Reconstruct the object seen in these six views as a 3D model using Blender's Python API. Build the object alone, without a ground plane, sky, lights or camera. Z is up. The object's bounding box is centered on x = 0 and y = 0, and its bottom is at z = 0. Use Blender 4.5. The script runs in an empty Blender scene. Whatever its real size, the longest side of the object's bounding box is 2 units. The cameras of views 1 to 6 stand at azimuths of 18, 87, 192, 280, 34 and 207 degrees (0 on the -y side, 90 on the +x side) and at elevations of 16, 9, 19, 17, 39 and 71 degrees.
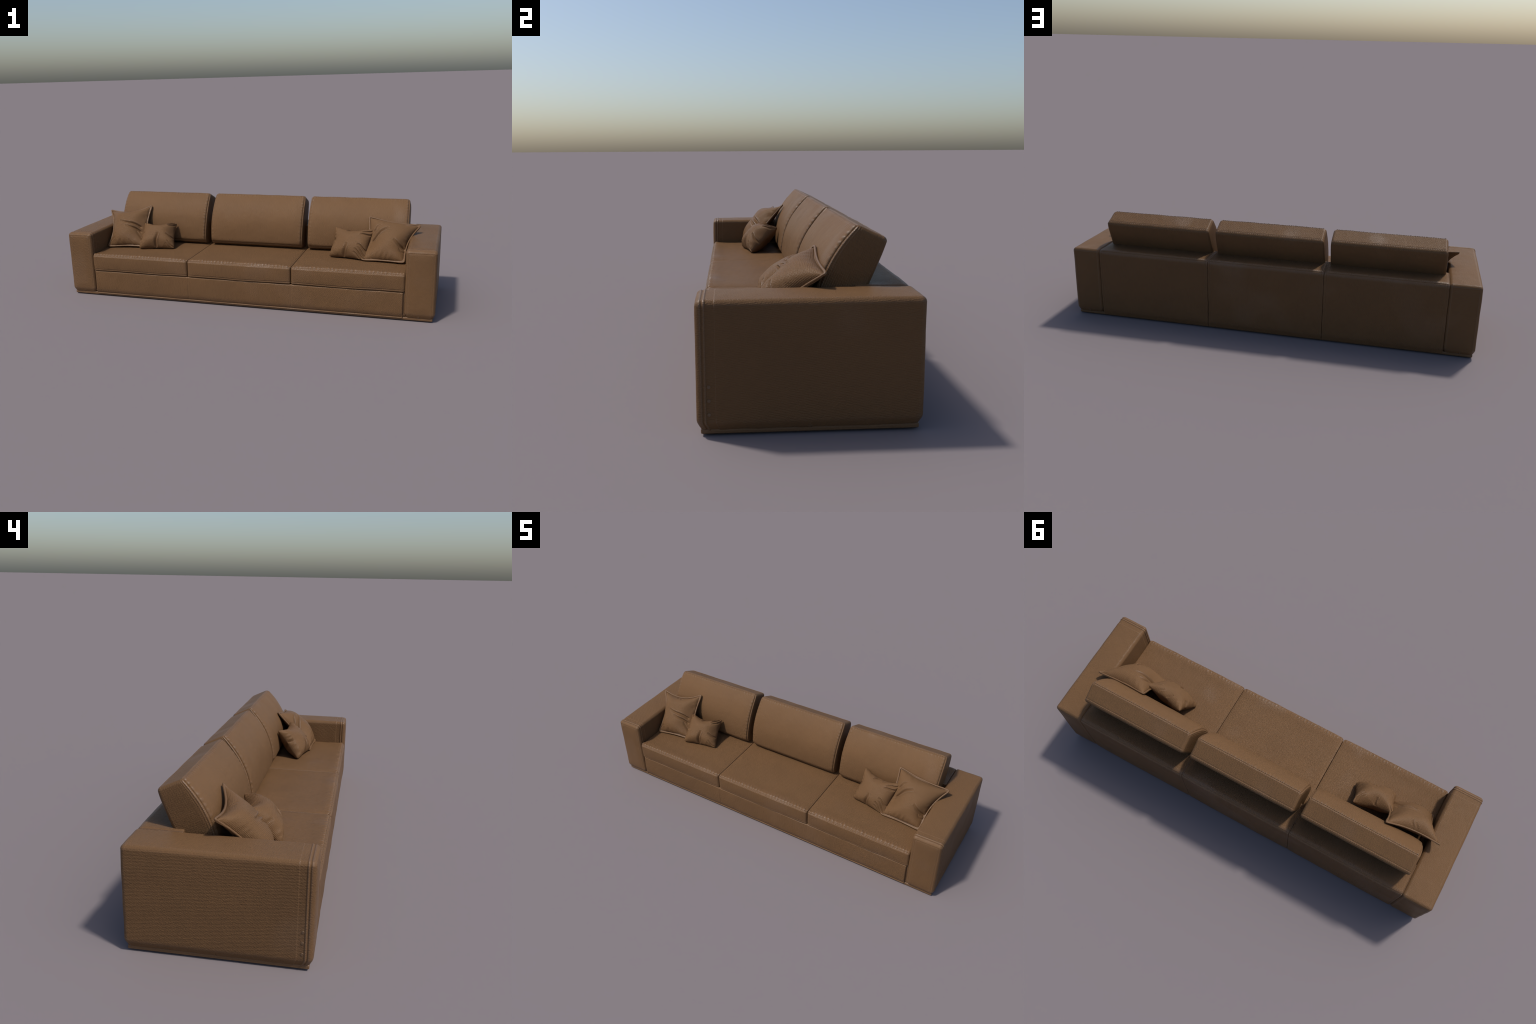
import bpy, math
import numpy as np
from mathutils import Vector

# ------------------------------------------------------------------ helpers
def gauss(d, w):
    return np.exp(-(d / w) ** 2)

def smooth(a, b, x):
    t = np.clip((x - a) / (b - a), 0, 1)
    return t * t * (3 - 2 * t)

def waves(seed, P, scale, octaves=3):
    """Smooth pseudo-noise in about -1..1: a few sines in random directions."""
    rng = np.random.default_rng(seed)
    out, amp, tot = np.zeros(len(P)), 1.0, 0.0
    for _ in range(octaves):
        for _ in range(4):
            k = rng.normal(size=3)
            k *= scale / np.linalg.norm(k)
            out += amp * np.sin(P @ k * 2 * np.pi + rng.uniform(0, 6.283))
        tot += amp * 2
        amp *= 0.5
        scale *= 2.0
    return out / tot

def axis_samples(h, r, step, fine=()):
    """Sample positions over [-h, h]: rounded ends fine, middle at `step`,
    extra fine zones (lo, hi, step)."""
    ends = h - r + r * np.array([0.0, .12, .25, .37, .5, .62, .75, .87, 1.0])
    n = max(2, int(round(2 * (h - r) / step)))
    s = [ends, -ends, np.linspace(-(h - r), h - r, n + 1)]
    for lo, hi, st in fine:
        s.append(np.arange(max(lo, -h + r), min(hi, h - r), st))
    s = np.unique(np.round(np.concatenate(s), 5))
    keep = [s[0]]
    for v in s[1:]:
        if v - keep[-1] > 0.0006:
            keep.append(v)
    keep[-1] = s[-1]
    return np.array(keep)

def box_round(P, h, r):
    inner = np.clip(P, -(h - r), h - r)
    d = P - inner
    n = d / np.maximum(np.linalg.norm(d, axis=1, keepdims=True), 1e-9)
    return inner + r * n, n

def round_edge(Q, h, R, a, sa, b, sb):
    """Round the box edge where axis a (sign sa) meets axis b (sign sb) with radius R."""
    V = Q.copy()
    da = sa * Q[:, a] - (h[a] - R)
    db = sb * Q[:, b] - (h[b] - R)
    m = (da > 0) & (db > 0)
    k = np.maximum(da, db) / np.maximum(np.hypot(da, db), 1e-9)
    V[m, a] = sa * (h[a] - R + (da * k)[m])
    V[m, b] = sb * (h[b] - R + (db * k)[m])
    return V

def padded_box(h, r, deform, step=0.006, fine=((), (), ())):
    """A box with half sizes h and edge radius r on a fine grid; `deform` bends it."""
    h = np.array(h, float)
    ax = [axis_samples(h[i], r, step, fine[i]) for i in range(3)]
    verts, faces, base = [], [], 0
    for a in range(3):
        b, c = (a + 1) % 3, (a + 2) % 3
        B, C = np.meshgrid(ax[b], ax[c], indexing='ij')
        nb, nc = B.shape
        for sgn in (-1, 1):
            P = np.zeros((nb * nc, 3))
            P[:, a], P[:, b], P[:, c] = sgn * h[a], B.ravel(), C.ravel()
            idx = np.arange(nb * nc).reshape(nb, nc) + base
            q = np.stack([idx[:-1, :-1], idx[1:, :-1], idx[1:, 1:], idx[:-1, 1:]], -1).reshape(-1, 4)
            if sgn < 0:
                q = q[:, ::-1]
            verts.append(P); faces.append(q); base += nb * nc
    P, F = np.concatenate(verts), np.concatenate(faces)
    key, first, inv = np.unique(np.round(P, 6), axis=0, return_index=True, return_inverse=True)
    P, F = P[first], inv.ravel()[F]
    Q, N = box_round(P, h, r)
    return deform(Q, N, P), F

def mesh_object(name, V, F, mat, parent=None, kind=None):
    me = bpy.data.meshes.new(name)
    me.from_pydata(np.asarray(V).tolist(), [], [list(map(int, f)) for f in F])
    me.update()
    me.polygons.foreach_set("use_smooth", [True] * len(me.polygons))
    me.materials.append(mat)
    ob = bpy.data.objects.new(name, me)
    bpy.context.scene.collection.objects.link(ob)
    if parent is not None:
        ob.parent = parent
    if kind:
        ob["kind"] = kind
    return ob

def tube(points, normals, half_w, half_t, closed, sides=10):
    """Sweep an ellipse (half_w in the tangent plane, half_t along the normal)."""
    pts, nrm = np.asarray(points, float), np.asarray(normals, float)
    n = len(pts)
    if closed:
        tan = np.roll(pts, -1, 0) - np.roll(pts, 1, 0)
    else:
        tan = np.gradient(pts, axis=0)
    tan /= np.linalg.norm(tan, axis=1, keepdims=True)
    side = np.cross(tan, nrm)
    side /= np.linalg.norm(side, axis=1, keepdims=True)
    up = np.cross(side, tan)
    hw = np.broadcast_to(np.asarray(half_w, float), (n,))
    a = np.arange(sides) * 2 * np.pi / sides
    V = (pts[:, None] + (hw[:, None] * np.cos(a))[..., None] * side[:, None]
         + (half_t * np.sin(a))[None, :, None] * up[:, None]).reshape(-1, 3)
    F = []
    for i in range(n if closed else n - 1):
        j = (i + 1) % n
        for k in range(sides):
            l = (k + 1) % sides
            F.append((i * sides + k, i * sides + l, j * sides + l, j * sides + k))
    if not closed:
        F.append(tuple(range(sides))[::-1])
        F.append(tuple((n - 1) * sides + k for k in range(sides)))
    return V, F

def stitch_row(points, normals, length=0.0075, gap=0.003, w=0.0011, t=0.0009):
    """Short thread stitches lying along a polyline, joined into one mesh."""
    pts, nrm = np.asarray(points), np.asarray(normals)
    seg = np.linalg.norm(np.diff(pts, axis=0), axis=1)
    s = np.concatenate([[0], np.cumsum(seg)])
    V, F, base = [], [], 0
    pos = 0.0
    at = lambda x: (np.array([np.interp(x, s, pts[:, k]) for k in range(3)]),
                    np.array([np.interp(x, s, nrm[:, k]) for k in range(3)]))
    prof = [(-1, .25), (-.7, .85), (0, 1), (.7, .85), (1, .25)]
    while pos + length < s[-1]:
        c, n = at(pos + length / 2)
        d = at(pos + length)[0] - at(pos)[0]
        d /= np.linalg.norm(d)
        b = np.cross(d, n)
        for u, k in prof:
            for j in range(6):
                a = j * math.pi / 3
                V.append(c + d * u * length / 2 + k * (b * w * math.cos(a) + n * t * math.sin(a)))
        for i in range(len(prof) - 1):
            for j in range(6):
                F.append((base + i * 6 + j, base + i * 6 + (j + 1) % 6,
                          base + (i + 1) * 6 + (j + 1) % 6, base + (i + 1) * 6 + j))
        F.append(tuple(base + j for j in range(6))[::-1])
        F.append(tuple(base + 24 + j for j in range(6)))
        base += 30
        pos += length + gap
    return V, F

# ---------------------------------------------------------------- materials
BROWN = (0.1425, 0.0780, 0.0375)

def fabric(name, rib_x, rib_y, rib_z, colour=BROWN, period=0.0045, depth=0.00090, roughness=0.40, specular=0.06, edge_shine=0.48, rib_gain=1.0):
    """Woven ribbed upholstery. rib_* is the direction ACROSS the ribs on faces
    that look along x, y and z; the ribs are bump, the colour only varies a little."""
    m = bpy.data.materials.new(name)
    m.use_nodes = True
    nt = m.node_tree
    N, L = nt.nodes, nt.links
    bsdf = N["Principled BSDF"]
    tc = N.new("ShaderNodeTexCoord")

    def math_(op, a, b=None, c=None):
        n = N.new("ShaderNodeMath"); n.operation = op
        for i, v in enumerate((a, b, c)):
            if v is None: continue
            if isinstance(v, (int, float)): n.inputs[i].default_value = v
            else: L.new(v, n.inputs[i])
        return n.outputs[0]

    def dot(vec, direction):
        n = N.new("ShaderNodeVectorMath"); n.operation = 'DOT_PRODUCT'
        L.new(vec, n.inputs[0]); n.inputs[1].default_value = direction
        return n.outputs["Value"]

    def noise(scale, detail, vec=None):
        n = N.new("ShaderNodeTexNoise")
        n.inputs["Scale"].default_value = scale
        n.inputs["Detail"].default_value = detail
        L.new(vec if vec is not None else tc.outputs["Object"], n.inputs["Vector"])
        return n.outputs["Fac"]

    obj = tc.outputs["Object"]
    sep = N.new("ShaderNodeSeparateXYZ")
    L.new(tc.outputs["Normal"], sep.inputs[0])
    wob = math_('MULTIPLY', math_('SUBTRACT', noise(28, 3), 0.5), 5.0)
    wob2 = math_('MULTIPLY', math_('SUBTRACT', noise(90, 2), 0.5), 9.0)
    total = None
    for axis, across in zip("XYZ", (rib_x, rib_y, rib_z)):
        a = Vector(across).normalized()
        nrm = Vector([1 if c == axis else 0 for c in "XYZ"])
        along = nrm.cross(a)
        u = math_('ADD', math_('MULTIPLY', dot(obj, a), 2 * math.pi / period), wob)
        v = math_('ADD', math_('MULTIPLY', dot(obj, along), 2 * math.pi / 0.0095), wob2)
        # every rib is broken into staggered stitches
        v = math_('ADD', v, math_('MULTIPLY', u, 0.5))
        rib = math_('MULTIPLY_ADD', math_('SINE', u), 0.5, 0.5)
        st = math_('MULTIPLY_ADD', math_('SINE', v), 0.32, 0.68)
        w = math_('MULTIPLY', sep.outputs[axis], sep.outputs[axis])
        w = math_('MULTIPLY', w, w)
        cmb = N.new("ShaderNodeCombineXYZ")
        L.new(math_('MULTIPLY', u, 0.62 / math.pi), cmb.inputs[0])
        L.new(math_('MULTIPLY', dot(obj, along), 1 / 0.0105), cmb.inputs[1])
        streak = noise(1.0, 1, cmb.outputs[0])
        weave = math_('ADD', math_('MULTIPLY', math_('MULTIPLY', rib, st), rib_gain), math_('MULTIPLY', streak, 1.15))
        part = math_('MULTIPLY', weave, w)
        total = part if total is None else math_('ADD', total, part)
    fine = math_('ADD', math_('MULTIPLY', noise(260, 2), 1.2), math_('MULTIPLY', noise(520, 1), .6))
    height = math_('ADD', total, math_('MULTIPLY', fine, 0.6))
    bump = N.new("ShaderNodeBump")
    bump.inputs["Strength"].default_value = 1.0
    bump.inputs["Distance"].default_value = depth
    L.new(height, bump.inputs["Height"])
    L.new(bump.outputs["Normal"], bsdf.inputs["Normal"])
    # colour: faint cloudy variation between two near browns, plus thread grain
    ramp = N.new("ShaderNodeValToRGB")
    r, g, b = colour
    ramp.color_ramp.elements[0].position = 0.30
    ramp.color_ramp.elements[0].color = (r * .93, g * .94, b * .96, 1)
    ramp.color_ramp.elements[1].position = 0.72
    ramp.color_ramp.elements[1].color = (r * 1.06, g * 1.05, b * 1.02, 1)
    mixed = math_('ADD', math_('MULTIPLY', noise(5.5, 3), 0.55), math_('MULTIPLY', noise(300, 1), 0.45))
    L.new(mixed, ramp.inputs["Fac"])
    L.new(ramp.outputs["Color"], bsdf.inputs["Base Color"])
    rr = math_('MULTIPLY_ADD', math_('SUBTRACT', noise(6.5, 2), 0.5), 0.22, roughness)
    L.new(rr, bsdf.inputs["Roughness"])
    # low specular on the cloth, boosted on convex edges to draw their bright highlights
    geo = N.new("ShaderNodeNewGeometry")
    mr = N.new("ShaderNodeMapRange")
    mr.inputs["From Min"].default_value, mr.inputs["From Max"].default_value = 0.505, 0.535
    mr.inputs["To Min"].default_value, mr.inputs["To Max"].default_value = specular, edge_shine
    L.new(geo.outputs["Pointiness"], mr.inputs["Value"])
    pr = N.new("ShaderNodeMapRange")
    pr.interpolation_type = 'SMOOTHSTEP'
    pr.inputs["From Min"].default_value, pr.inputs["From Max"].default_value = 0.56, 0.74
    pr.inputs["To Min"].default_value, pr.inputs["To Max"].default_value = 0.0, 0.16
    L.new(noise(4.2, 1), pr.inputs["Value"])  # noise-placed specular patches put in the bluish sky sheen
    L.new(math_('ADD', mr.outputs[0], pr.outputs[0]), bsdf.inputs["Specular IOR Level"])
    return m

def plain(name, colour, roughness):
    m = bpy.data.materials.new(name)
    m.use_nodes = True
    nt = m.node_tree
    b = nt.nodes["Principled BSDF"]
    tc, no, rp = (nt.nodes.new("ShaderNodeTexCoord"), nt.nodes.new("ShaderNodeTexNoise"), nt.nodes.new("ShaderNodeValToRGB"))
    no.inputs["Scale"].default_value = 260
    nt.links.new(tc.outputs["Object"], no.inputs["Vector"])
    nt.links.new(no.outputs["Fac"], rp.inputs["Fac"])
    rp.color_ramp.elements[0].color = tuple(c * .9 for c in colour) + (1,)
    rp.color_ramp.elements[1].color = tuple(c * 1.1 for c in colour) + (1,)
    nt.links.new(rp.outputs["Color"], b.inputs["Base Color"])
    b.inputs["Roughness"].default_value = roughness
    return m

fab_seat = fabric("ribbed_fabric_seat", (0, 0, 1), (1, 0, 0), (1, 0, 0))
fab_back = fabric("ribbed_fabric_back", (0, 1, .35), (1, 0, 0), (1, 0, 0))
fab_arm = {-1: fabric("ribbed_fabric_arm", (0, .12, 1), (.15, 0, 1), (.8, .6, 0), rib_gain=.6),
           1: fabric("ribbed_fabric_arm_mirrored", (0, -.12, 1), (.8, 0, .6), (.8, -.6, 0), rib_gain=.6)}
fab_pillow = fabric("ribbed_fabric_pillow", (0, 0, 1), (0, 0, 1), (.3, 1, 0), edge_shine=0.25)
fab_pillow_fine = fabric("ribbed_fabric_pillow_small", (0, 0, 1), (0, 0, 1), (0.1, 1, 0), period=0.0046, edge_shine=0.25)
fab_edge = fabric("piping_fabric", (0, 0, 1), (1, 0, 0), (1, 0, 0), depth=0.0004, roughness=0.38, specular=0.22)
thread = plain("thread", (0.160, 0.091, 0.046), 0.36)
button_mat = plain("button_leather", (0.136, 0.077, 0.038), 0.5)

# ---------------------------------------------------------------- the sofa
scene = bpy.context.scene
sofa = bpy.data.objects.new("sofa", None)
scene.collection.objects.link(sofa)
sofa["label"] = "long three seat brown ribbed upholstered sofa with box arms"
sofa["category"] = "sofa"

SEAM_X = 0.285           # the joints between the three bays
BAYS = [(-0.8548, -SEAM_X), (-SEAM_X, SEAM_X), (SEAM_X, 0.8548)]
ARM_TOP, SEAT_TOP, SEAT_BOT = 0.357, 0.2400, 0.1465

# ---- armrests: padded boxes with a stitched band round the front end
def make_arm(side):
    c = np.array([side * 0.9262, 0.0, 0.5 * (ARM_TOP + 0.005)])
    h = np.array([0.0728, 0.2955, 0.5 * (ARM_TOP - 0.005)])
    r = 0.0155

    def deform(Q, N, P):
        x, y, z = Q.T
        around = 1 - np.abs(N[:, 1]) ** 4             # top and sides, not the two ends
        d = np.zeros(len(Q))
        # band behind the front edge: groove, corded ridge, flat tape, step
        d += around * (-0.0022 * gauss(y + 0.2775, 0.0022) + 0.0012 * gauss(y + 0.2715, 0.0026)
                       - 0.0010 * smooth(-.270, -.267, y) * (1 - smooth(-.248, -.245, y)))
        # framed end panels (front and rear): a shallow groove a little inside the edge
        for end in (-1, 1):
            face = smooth(.7, .98, N[:, 1] * end)
            e = np.minimum(h[0] - np.abs(x), np.minimum(h[2] - z, z + h[2] - 0.018))
            ins = 0.0135 if end < 0 else 0.0165
            d += face * (-0.0013 * gauss(e - ins, 0.0016) - (0.0008 * gauss(e - ins - .006, .0015) if end > 0 else 0))
            d += face * 0.0022 * smooth(0.012, 0.05, e)
        # soft upholstery: slightly domed top and sides, faint unevenness
        d += np.abs(N[:, 2]) ** 4 * 0.0030 * (1 - (x / h[0]) ** 2) * (1 - (y / h[1]) ** 4)
        d += np.abs(N[:, 0]) ** 4 * 0.0012 * (1 - (y / h[1]) ** 4) * (1 - (z / h[2]) ** 4)
        d += 0.0006 * waves(11 + side, Q, 9, 3)
        V = Q + N * d[:, None]
        # the bottom edge is tucked in under the arm
        tuck = 1 - np.clip((z + h[2] - 0.010) / 0.022, 0, 1)
        V[:, 0] -= np.sign(x) * 0.0085 * tuck
        V[:, 1] -= np.sign(y) * 0.0095 * tuck
        return V + c

    V, F = padded_box(h, r, deform, 0.0065,
                      ((), ((-.2795, -.240, .0011),), ()))
    # mirrored arms keep their fine front band, both look to -y
    arm = mesh_object("armrest", V, F, fab_arm[side], sofa)
    # three small press buttons low on the front band, outside and in the inner slot
    prof = [(0, .0013), (.0018, .0012), (.0026, .0006), (.0030, .0012), (.0040, .0013), (.0046, .0006), (.0047, -.001)]
    n = 20
    BV = [(prof[0][1], 0, 0)]
    for rad, hgt in prof[1:]:
        for k in range(n):
            BV.append((hgt, rad * math.cos(2 * math.pi * k / n), rad * math.sin(2 * math.pi * k / n)))
    BF = [(0, 1 + k, 1 + (k + 1) % n) for k in range(n)]
    for i in range(len(prof) - 2):
        for k in range(n):
            BF.append((1 + i * n + k, 1 + (i + 1) * n + k, 1 + (i + 1) * n + (k + 1) % n, 1 + i * n + (k + 1) % n))
    first = None
    for face in ((1, -1) if side > 0 else (1,)):      # the inner slot shows them on one side
        for z in (0.133, 0.096, 0.059):
            if first is None:
                first = mesh_object("button", BV, BF, button_mat, arm)
                b = first
            else:
                b = first.copy()
                scene.collection.objects.link(b)
            b.location = (c[0] + face * side * (h[0] - 0.0002), -0.2625 if face > 0 else -0.2870, z)
            b.rotation_euler = (0, 0, 0 if face * side > 0 else math.pi)
            b.scale = (1, 1, 1) if face > 0 else (.6, .6, .6)
    return arm

for side in (-1, 1):
    make_arm(side)

# ---- front base rail, plinth and the hidden bottom board
def rail_deform(Q, N, P):
    x, y, z = Q.T
    front = smooth(.5, .95, -N[:, 1])
    d = 0.0010 * waves(31, Q, 7, 3) * front
    d += front * (-0.0013 * (gauss(x - SEAM_X, .0016) + gauss(x + SEAM_X, .0016)))
    d += front * 0.0020 * (1 - (z / .0675) ** 2)
    d -= front * 0.006 * (1 - np.clip((z + .0675 - .005) / .020, 0, 1))
    top = smooth(.3, .9, N[:, 2])
    d += -0.0014 * top * (0.5 + 0.5 * waves(33, Q, 6, 2))
    return Q + N * d[:, None] + np.array([0, -0.255, 0.0785])

V, F = padded_box((0.8475, 0.038, 0.0675), 0.007, rail_deform, 0.008,
                  (((-.292, -.278, .001), (.278, .292, .001)), (), ()))
mesh_object("front_rail", V, F, fab_seat, sofa)

def shifted(offset):
    return lambda Q, N, P: Q + np.array(offset)

V, F = padded_box((0.9898, 0.2852, 0.0074), 0.0040, shifted((0, 0, 0.0100)), 0.04)
mesh_object("plinth", V, F, fab_edge, sofa)
V, F = padded_box((0.984, 0.281, 0.006), 0.002, shifted((0, 0, 0.006)), 0.06)
mesh_object("bottom_board", V, F, plain("dark_lining", (0.05, 0.033, 0.022), .8), sofa)
V, F = padded_box((0.86, 0.283, 0.062), 0.004, shifted((0, 0.0, 0.083)), 0.05)
mesh_object("inner_frame", V, F, fab_edge, sofa)

# ---- seat cushions
for bay, (x0, x1) in enumerate(BAYS):
    cx, hx = 0.5 * (x0 + x1), 0.5 * (x1 - x0) - 0.0012
    y0, y1 = -0.2955, 0.165
    c = np.array([cx, 0.5 * (y0 + y1), 0.5 * (SEAT_TOP + SEAT_BOT)])
    h = np.array([hx, 0.5 * (y1 - y0), 0.5 * (SEAT_TOP - SEAT_BOT)])
    r = 0.008

    def seat_deform(Q, N, P, bay=bay, h=h, c=c):
        Q = round_edge(Q, h, 0.015, 1, -1, 2, 1)
        x, y, z = Q.T
        W = Q + c
        u, v = x / h[0], y / h[1]
        top = smooth(.2, .95, N[:, 2])
        front = smooth(.3, .95, -N[:, 1])
        d = np.zeros(len(Q))
        # crowned top with a soft roll just behind the front seam
        d += top * (0.0022 * (1 - u ** 4) * (1 - smooth(.55, 1, v)) - 0.001)
        fy = y + h[1]                                   # distance behind the front plane
        d += top * 0.0022 * gauss(fy - 0.028, 0.026) * (1 - u ** 8)
        # sides fall away to the joint
        d += -0.0030 * top * gauss(h[0] - np.abs(x), 0.020) * (np.abs(W[:, 0]) < .6)
        # front face belly, sagging lower edge
        d += front * (0.0035 * (1 - (z / h[2]) ** 2) * (1 - u ** 8))
        # double seam along the top front edge + puckers
        e = np.where(N[:, 2] > 0.707, fy, h[2] - z)      # walk from the edge
        arc = np.where(N[:, 2] > np.abs(N[:, 1]), fy, -(h[2] - z))
        ph = 2 * np.pi * (x / 0.0185 + 0.25 * waves(50 + bay, W, 12, 2))
        pk = np.sin(ph) * (0.65 + 0.5 * waves(60 + bay, W, 20, 2))
        roll = smooth(.05, .35, N[:, 2]) + 0 * z
        d += 0.0020 * pk * gauss(fy - 0.014, 0.012) * smooth(0.1, .5, N[:, 2])
        # walk along the rolled edge: 0 on its top line, 1 on its front line
        roll = np.arctan2(np.maximum(h[2] - 0.015 - z, -0.015) + 0.015, np.maximum(0.015 - fy, 0) + 1e-5)
        ang = np.arctan2(np.maximum(z - h[2] + 0.015, 0), np.maximum(0.015 - fy, 0) + 1e-6)
        edge = (z > h[2] - 0.0155) & (fy < 0.0155)
        for a0 in (0.95, 0.45):
            d += -0.0013 * gauss((ang - a0) * 0.015, 0.0013) * edge
        d += -0.0016 * gauss(z + h[2] - 0.011, .0018) * front   # lower welt
        d += 0.0008 * waves(70 + bay, W, 8, 3) * (top + front)
        V = Q + N * d[:, None]
        # lower edge sags a little between the ends
        low = 1 - smooth(-h[2], h[2], z)
        V[:, 2] -= low * front * (0.0022 * (1 - u ** 2) + 0.001 * np.sin(5 * u + bay))
        # rounded plan at the front corners beside the joint
        V[:, 1] += 0.0030 * gauss(h[0] - np.abs(x), 0.008) * smooth(-.55, -1, v)
        return V + c

    V, F = padded_box(h, r, seat_deform, 0.0045,
                      ((), ((-h[1], -h[1] + .035, .0016),), ((h[2] - .03, h[2], .0014), (-h[2], -h[2] + .018, .0014))))
    cushion = mesh_object("seat_cushion", V, F, fab_seat, sofa)
    # thread along the double seam
    xs = np.linspace(-h[0] + 0.012, h[0] - 0.012, 260)
    SV, SF = [], []
    for a in (0.45, 0.95):
        Nn = np.tile([0, -math.cos(a), math.sin(a)], (len(xs), 1))
        # a point on the square edge that the rounding carries to this angle
        k = 0.015 / max(math.cos(a), math.sin(a))
        Qs = np.stack([xs, np.full_like(xs, -h[1] + 0.015), np.full_like(xs, h[2] - 0.015)], 1) + k * Nn
        S = seat_deform(Qs, Nn, Qs)
        v, f = stitch_row(S + Nn * 0.0002, Nn)
        SF += [tuple(i + len(SV) for i in q) for q in f]
        SV += list(v)
    mesh_object("stitching", SV, SF, thread, cushion, kind="stuff")

# ---- back panels
for bay, (x0, x1) in enumerate(BAYS):
    inset = 0.0002
    cx, hx = 0.5 * (x0 + x1), 0.5 * (x1 - x0) - inset
    c = np.array([cx, 0.216, 0.5 * (ARM_TOP + 0.005)])
    h = np.array([hx, 0.078, 0.5 * (ARM_TOP - 0.005)])

    def panel_deform(Q, N, P, h=h, c=c, bay=bay):
        Q = round_edge(Q, h, 0.018, 1, 1, 2, 1)
        x, y, z = Q.T
        u = x / h[0]
        rear = smooth(.5, .95, N[:, 1])
        top = smooth(.4, .95, N[:, 2])
        d = rear * (0.0030 * (1 - u ** 6) * (1 - (z / h[2]) ** 6))
        d += top * 0.002 * (1 - u ** 6)
        d += -0.004 * gauss(h[0] - np.abs(x), 0.008) * top
        e = np.minimum(h[0] - np.abs(x), z + h[2] - .016)
        d += rear * -0.0010 * gauss(e - 0.012, 0.0016)
        d += 0.0006 * waves(90 + bay, Q + c, 8, 3)
        V = Q + N * d[:, None]
        tuck = 1 - np.clip((z + h[2] - .008) / .020, 0, 1)
        V[:, 1] -= np.sign(y) * 0.006 * tuck
        return V + c

    V, F = padded_box(h, 0.0045, panel_deform, 0.0065, (((-h[0], -h[0] + .02, .0015), (h[0] - .02, h[0], .0015)), (), ()))
    mesh_object("back_panel", V, F, fab_seat, sofa)

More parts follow.
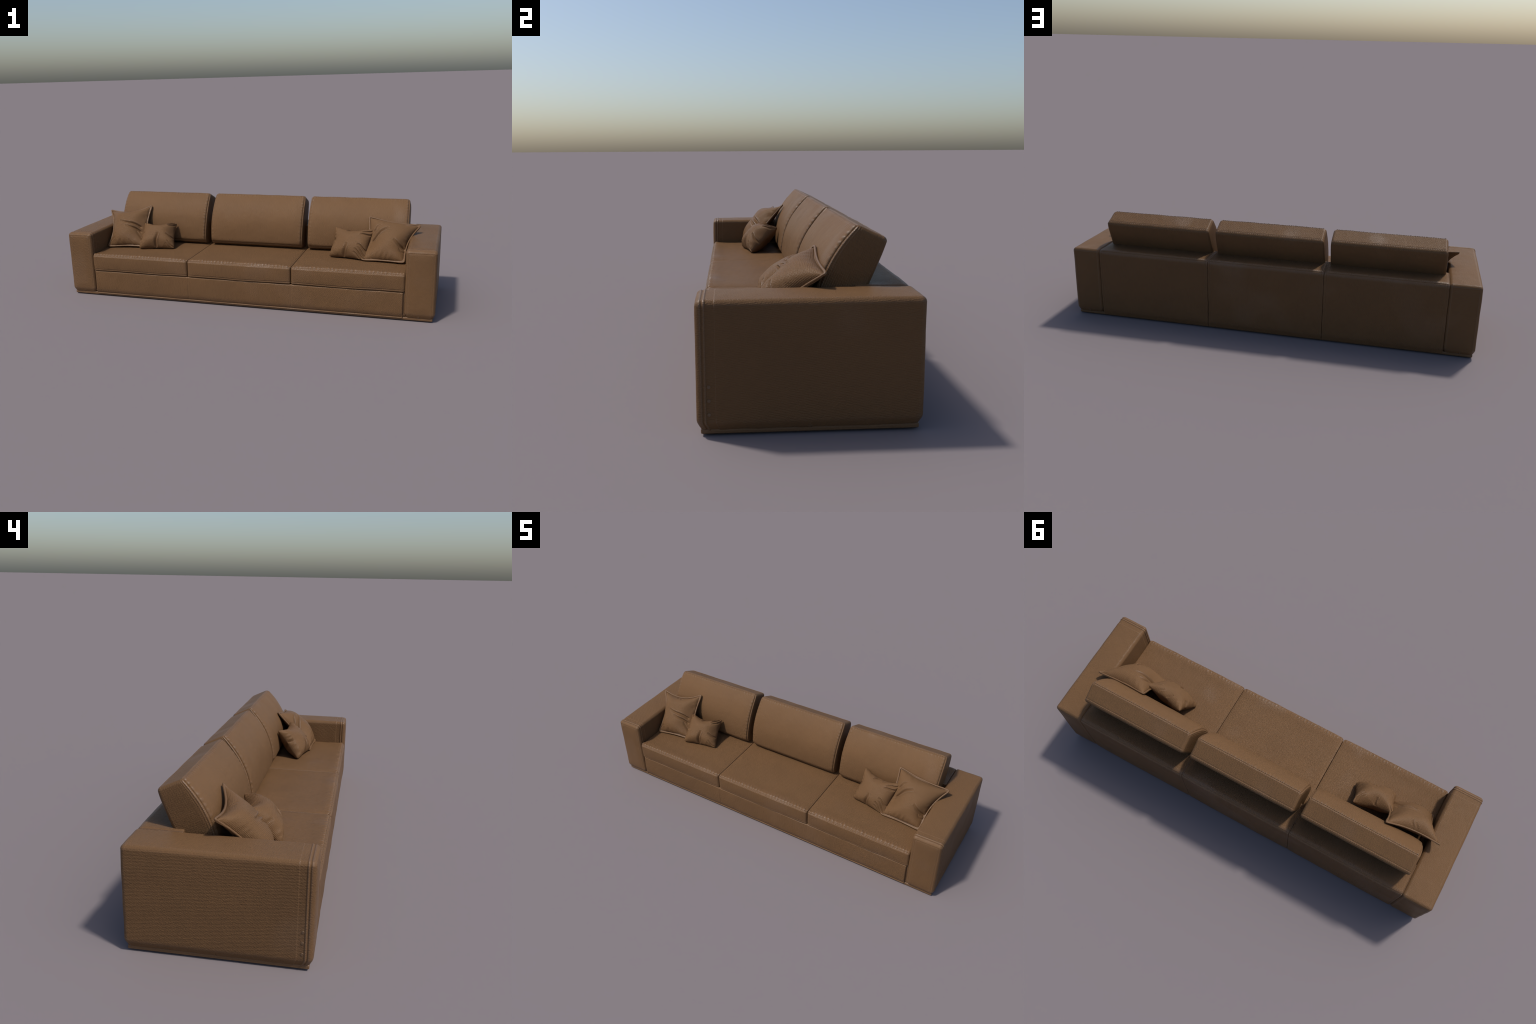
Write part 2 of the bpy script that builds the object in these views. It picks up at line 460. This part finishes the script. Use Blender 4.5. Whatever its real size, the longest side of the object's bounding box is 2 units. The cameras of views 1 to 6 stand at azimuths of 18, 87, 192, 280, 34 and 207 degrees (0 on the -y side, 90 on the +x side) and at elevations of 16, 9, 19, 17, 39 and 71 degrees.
# ---- loose back cushions, leaning back 24.7 degrees
TILT = math.radians(24.7)
UP = np.array([0, math.sin(TILT), math.cos(TILT)])
BACK = np.array([0, math.cos(TILT), -math.sin(TILT)])
for bay, (x0, x1) in enumerate([(-0.8355, -0.3005), (-0.267, 0.267), (0.3005, 0.8355)]):
    cx, hx = 0.5 * (x0 + x1), 0.5 * (x1 - x0)
    H, D = 0.290, 0.098
    h = np.array([hx, D / 2, H / 2])
    r = 0.012
    # top front edge of the cushion
    TOP = np.array([cx, 0.1415, 0.5245])
    c = TOP - UP * h[2] + BACK * h[1]

    def cush_deform(Q, N, P, h=h, c=c, bay=bay):
        Q = round_edge(Q, h, 0.020, 1, -1, 2, -1)
        for sx in (-1, 1):
            Q = round_edge(Q, h, 0.016, 1, -1, 0, sx)
        x, y, z = Q.T
        u, t = x / h[0], z / h[2]
        front = smooth(.2, .95, -N[:, 1])
        d = np.zeros(len(Q))
        e = h[0] - np.abs(x)
        # corded seam round the front panel, seen on the ends
        endf = smooth(.5, .95, np.abs(N[:, 0]))
        fy = y + h[1]
        d += endf * (-0.0014 * gauss(fy - 0.013, .0020) + 0.0007 * gauss(fy - 0.0085, .002)
                     - .0007 * gauss(fy - 0.019, .0018))
        # top: two stitched seams
        topf = smooth(.4, .95, N[:, 2])
        arc = np.where(N[:, 2] > np.abs(N[:, 1]), fy, -(h[2] - z))
        pk = np.sin(2 * np.pi * (x / 0.017 + .3 * waves(150 + bay, Q, 11, 2))) * (.6 + .5 * waves(155 + bay, Q, 19, 2))
        d += 0.0008 * pk * gauss(arc + 0.010, .012) * smooth(.1, .4, -N[:, 1])
        d += -0.0014 * gauss(arc - 0.004, .0014) * smooth(.1, .4, N[:, 2]) * (1 - smooth(.3, .9, N[:, 1]))
        d += -0.0014 * topf * gauss(y - h[1] + 0.016, .0016)
        # puckers on the front near both ends, lower folds
        pz = np.sin(2 * np.pi * (z / 0.019 + .3 * waves(160 + bay, Q, 9, 2))) * (.6 + .5 * waves(165 + bay, Q, 15, 2))
        d += 0.0008 * pz * gauss(e - 0.010, .011) * front
        d += 0.0008 * waves(170 + bay, Q, 7, 3)
        d += front * 0.0012 * waves(180 + bay, Q * np.array([1, 0, 1]), 3.2, 2) * (1 - u ** 4)
        V = Q + N * d[:, None]
        # the whole front swells, most a little under mid height; the rear stays flat
        share = 1 - smooth(-h[1], h[1], y)
        s01 = (t + 1) / 2
        belly = np.sin(np.pi * np.clip(s01, 0, 1)) ** np.where(s01 < .5, 0.9, 0.85)
        edge = 0.030 + 0.007 * (1 - gauss(e, 0.028))
        V[:, 1] -= share ** 1.4 * belly * edge
        V[:, 1] += (1 - share) ** 1.4 * np.sin(np.pi * np.clip(s01, 0, 1)) ** 0.6 * (0.012 - 0.006 * np.abs(u) ** 8)
        # the ends swell sideways slightly at mid height, top corners drawn in
        V[:, 0] += np.sign(x) * np.abs(u) ** 6 * (0.003 * belly - 0.002 * gauss(1 - t, .12)) 
        # lower front corner pinched
        V[:, 1] += 0.010 * gauss(t + 1, .10) * gauss(e, .03) * share
        return c + V[:, [0]] * np.array([1, 0, 0]) + V[:, [1]] * BACK + V[:, [2]] * UP

    V, F = padded_box(h, r, cush_deform, 0.0045,
                      (((-h[0], -h[0] + .02, .002), (h[0] - .02, h[0], .002)),
                       ((-h[1], -h[1] + .03, .0013), (h[1] - .022, h[1], .0014)),
                       ((h[2] - .025, h[2], .0016),)))
    cushion = mesh_object("back_cushion", V, F, fab_back, sofa)
    xs = np.linspace(-h[0] + 0.010, h[0] - 0.010, 240)
    SV, SF = [], []
    for Qy, Qz, Nn in ((-h[1] + r, h[2] - r, (0, -math.cos(1.25), math.sin(1.25))),
                       (-h[1] + r, h[2] - r, (0, -math.cos(0.75), math.sin(0.75))),
                       (h[1] - .012, h[2] - r, (0, 0, 1))):
        Nn = np.tile(np.array(Nn, float), (len(xs), 1))
        Qs = np.stack([xs, np.full_like(xs, Qy), np.full_like(xs, Qz)], 1) + r * Nn
        S = cush_deform(Qs, Nn, Qs)
        Nw = Nn[:, [1]] * BACK + Nn[:, [2]] * UP
        v, f = stitch_row(S + Nw * 0.0002, Nw)
        SF += [tuple(i + len(SV) for i in q) for q in f]
        SV += list(v)
    mesh_object("stitching", SV, SF, thread, cushion, kind="stuff")

# ------------------------------------------------------------ throw pillows
def make_pillow(label, corners, bow, front_t, back_t, creases, mat, flange=False, seed=0, puff=0.5, dents=(), corner=0.05, full=2.6):
    """corners: tl, tr, bl, br in the world. bow: how far the middle of the top, right,
    bottom, left edge is drawn in (fraction of the half size). creases: (s0,t0,s1,t1,depth,width)."""
    tl, tr, bl, br = [np.array(p, float) for p in corners]
    mid = (tl + tr + bl + br) / 4
    ex = (tr - tl + br - bl); ex /= np.linalg.norm(ex)
    ey = (tl - bl + tr - br)
    nz = np.cross(ex, ey); nz /= np.linalg.norm(nz)       # looks out of the front
    ey = np.cross(nz, ex)
    n = 150
    g = np.sin(np.linspace(-np.pi / 2, np.pi / 2, n + 1) * 0.96) / np.sin(np.pi / 2 * 0.96)
    S, T = np.meshgrid(g, g, indexing='ij')
    s, t = S.ravel(), T.ravel()

    def flat(s, t):
        bt, brr, bb, bl_ = bow
        s2 = s * (1 - (1 - t ** 2) * np.where(s > 0, brr, bl_) * np.abs(s) ** 1.3)
        t2 = t * (1 - (1 - s ** 2) * np.where(t > 0, bt, bb) * np.abs(t) ** 1.3)
        blunt = 1 - corner * (np.abs(s * t)) ** 9
        s2, t2 = s2 * blunt, t2 * blunt
        a, b = (s2 + 1) / 2, (t2 + 1) / 2
        a, b = a[:, None], b[:, None]
        return (tl * (1 - a) * b + tr * a * b + bl * (1 - a) * (1 - b) + br * a * (1 - b))

    base = flat(s, t)
    edge = np.clip((1 - np.abs(s) ** full) * (1 - np.abs(t) ** full), 0, 1)
    dome = edge ** puff
    for ds, dt, rad, dep in dents:
        dome = dome * (1 - dep * np.exp(-((s - ds) ** 2 + (t - dt) ** 2) / rad ** 2))
    q = np.stack([s, t, np.full_like(s, seed * 1.7)], 1)
    wr = np.zeros_like(s)
    for s0, t0, s1, t1, dep, wid in creases:
        a, b = np.array([s0, t0]), np.array([s1, t1])
        L = b - a
        k = ((np.stack([s, t], 1) - a) @ L) / (L @ L)
        kc = np.clip(k, 0, 1)
        # creases wander a little
        perp = np.array([-L[1], L[0]]) / np.linalg.norm(L)
        dist = (np.stack([s, t], 1) - a - kc[:, None] * L)
        sd = dist @ perp + 0.03 * np.sin(kc * 5 + seed)
        al = np.maximum(np.linalg.norm(dist, axis=1) ** 2 - (dist @ perp) ** 2, 0) ** .5
        fall = gauss(al, wid * 2) * (1 - kc) ** 0.6
        wid = wid * 0.72
        wr += fall * dep * 1.5 * (-gauss(sd, np.where(sd > 0, wid * 1.7, wid * .7)) + 0.30 * gauss(sd + 1.5 * wid, wid))
    # gathers that run in from the edges
    rimdist = np.minimum(1 - np.abs(s), 1 - np.abs(t))
    par = np.where(1 - np.abs(s) < 1 - np.abs(t), t, s)
    gather = np.sin(par * 21 + 3 * waves(seed + 5, q, .9, 2)) * gauss(rimdist - .10, .11) * (.5 + .6 * waves(seed + 6, q, 1.1, 1))
    lump = waves(seed + 7, q, .55, 2)
    hf = front_t * dome * (1 + 0.10 * lump) + (wr + 0.0024 * gather) * edge ** 0.25
    hb = back_t * dome * (1 + 0.10 * waves(seed + 8, q, .5, 2)) + 0.0024 * gather * edge ** .25
    rim_t = 0.0012
    Vf = base + nz * (hf + rim_t * edge ** .2)[:, None]
    Vb = base - nz * (hb + rim_t * edge ** .2)[:, None]
    lowest = SEAT_TOP + 0.0025
    Vf[:, 2] = np.where(Vf[:, 2] < lowest, lowest + .15 * (Vf[:, 2] - lowest), Vf[:, 2])
    Vb[:, 2] = np.where(Vb[:, 2] < lowest, lowest + .15 * (Vb[:, 2] - lowest), Vb[:, 2])
    m = n + 1
    idx = np.arange(m * m).reshape(m, m)
    rim = np.zeros((m, m), bool); rim[0] = rim[-1] = True; rim[:, 0] = rim[:, -1] = True
    back_idx = np.where(rim, idx, 0)
    back_idx[~rim] = m * m + np.arange((~rim).sum())
    V = np.concatenate([Vf, Vb[(~rim).ravel()]])
    fq = lambda I: np.stack([I[:-1, :-1], I[1:, :-1], I[1:, 1:], I[:-1, 1:]], -1).reshape(-1, 4)
    F = np.concatenate([fq(idx), fq(back_idx)[:, ::-1]])
    # to the pillow's own frame, so that the ribs follow it
    R = np.stack([ex, ey, nz], 1)
    ob = mesh_object("throw_pillow", (V - mid) @ R, F, mat)
    from mathutils import Matrix
    M = Matrix([list(R[0]) + [mid[0]], list(R[1]) + [mid[1]], list(R[2]) + [mid[2]], [0, 0, 0, 1]])
    ob.matrix_world = M
    ob["label"] = label
    ob["category"] = "pillow"
    if flange:
        k = np.linspace(-1, 1, 60)[:-1]
        one = np.ones_like(k)
        bs = np.concatenate([k, one, -k, -one])
        bt_ = np.concatenate([one, -k, -one, k])
        rimp = flat(bs, bt_)
        rimp = mid + (rimp - mid) * 1.022
        rimp += nz * (0.0022 * waves(seed + 20, rimp, 9, 2))[:, None]
        rimp[:, 2] = np.maximum(rimp[:, 2], SEAT_TOP + 0.004)
        Fv, Ff = tube(rimp, np.tile(nz, (len(rimp), 1)), 0.0070, 0.0017, True, 14)
        fl = mesh_object("flange", (Fv - mid) @ R, Ff, fab_edge, ob)
        inner = mid + (rimp - mid) * 0.955 + nz * 0.0015
        cord = mid + (flat(bs, bt_) - mid) * 1.050 + nz * 0.0012
        cord[:, 2] = np.maximum(cord[:, 2], SEAT_TOP + 0.004)
        Fv, Ff = tube(cord, np.tile(nz, (len(cord), 1)), 0.0042, 0.0042, True, 10)
        mesh_object("piping", (Fv - mid) @ R, Ff, fab_edge, ob)
    return ob

make_pillow("large square brown cushion with flanged corded edge",
            [(-0.896, 0.027, 0.422), (-0.645, 0.059, 0.452), (-0.836, -0.141, 0.250), (-0.602, -0.112, 0.252)],
            (0.26, 0.18, 0.07, 0.22), 0.056, 0.026,
            [(0.62, -.12, -.35, .14, .011, .055), (0.60, -.32, -.05, -.08, .011, .055),
             (.75, -.75, .50, -.30, .008, .05), (0.05, .98, .08, .72, .006, .05), (-.12, .98, -.10, .78, .005, .05),
             (-.95, -.80, -.62, -.72, .007, .05), (-.3, -1, -.3, -.8, .004, .05), (.2, -1, .15, -.78, .004, .05)],
            fab_pillow, True, 1, puff=.60, dents=[(.95, -.50, .55, .85), (1.0, .35, .35, .45)])
make_pillow("large square brown cushion with flanged corded edge",
            [(0.634, 0.052, 0.435), (0.898, 0.048, 0.399), (0.622, -0.118, 0.250), (0.832, -0.131, 0.252)],
            (0.10, 0.22, 0.05, 0.16), 0.056, 0.026,
            [(-.68, -.08, -.05, .42, .011, .055), (-.72, .30, -.42, .60, .007, .045),
             (.97, -.40, .25, -.16, .013, .06), (.97, -.60, .62, -.45, .006, .045), (-.6, -1, -.6, -.8, .005, .05)],
            fab_pillow, True, 2, puff=.60, dents=[(-1.0, -.25, .60, .97), (1.0, -.40, .38, .6)])
make_pillow("small plump brown scatter cushion with puckered corners",
            [(-0.662, -0.014, 0.370), (-0.468, 0.024, 0.366), (-0.644, -0.151, 0.245), (-0.434, -0.108, 0.246)],
            (0.36, 0.12, 0.10, 0.10), 0.056, 0.046,
            [(0.0, -1, .06, -.15, .016, .07), (-.10, 1.0, -.06, .58, .014, .06), (.92, 1, .50, .55, .010, .05),
             (1, .80, .62, .42, .009, .05), (.75, 1, .45, .72, .008, .045), (1, -.32, .50, -.22, .011, .06),
             (.95, -.95, .58, -.66, .009, .055), (.75, -1, .5, -.8, .007, .05), (-1, -.05, -.72, -.10, .008, .06), (-.95, .95, -.7, .75, .006, .06)],
            fab_pillow_fine, False, 3, puff=.56, corner=.08, dents=[(-.08, 1.0, .38, .6), (.03, -1.0, .30, .45), (1.0, 0, .3, .3)])
make_pillow("small plump brown scatter cushion with puckered corners",
            [(0.451, 0.030, 0.386), (0.672, -0.010, 0.392), (0.436, -0.081, 0.244), (0.639, -0.126, 0.247)],
            (0.28, 0.10, 0.08, 0.16), 0.051, 0.046,
            [(-.08, -1, -.02, -.22, .013, .065), (.95, -1, .42, -.50, .012, .055), (1, -.82, .56, -.38, .011, .05),
             (.78, -1, .38, -.70, .010, .05), (1, -.45, .52, -.22, .012, .06), (1, .55, .50, .42, .010, .055),
             (1, .82, .52, .62, .008, .05), (-.1, 1, -.22, .66, .008, .055), (.35, 1, .28, .70, .006, .05), (-1, .05, -.76, .08, .012, .06)],
            fab_pillow_fine, False, 4, puff=.56, corner=.08, dents=[(0, 1.0, .45, .5), (-.08, -1.0, .25, .4), (.95, -.85, .45, .5), (-1, .05, .22, .4), (1, .7, .45, .4)])
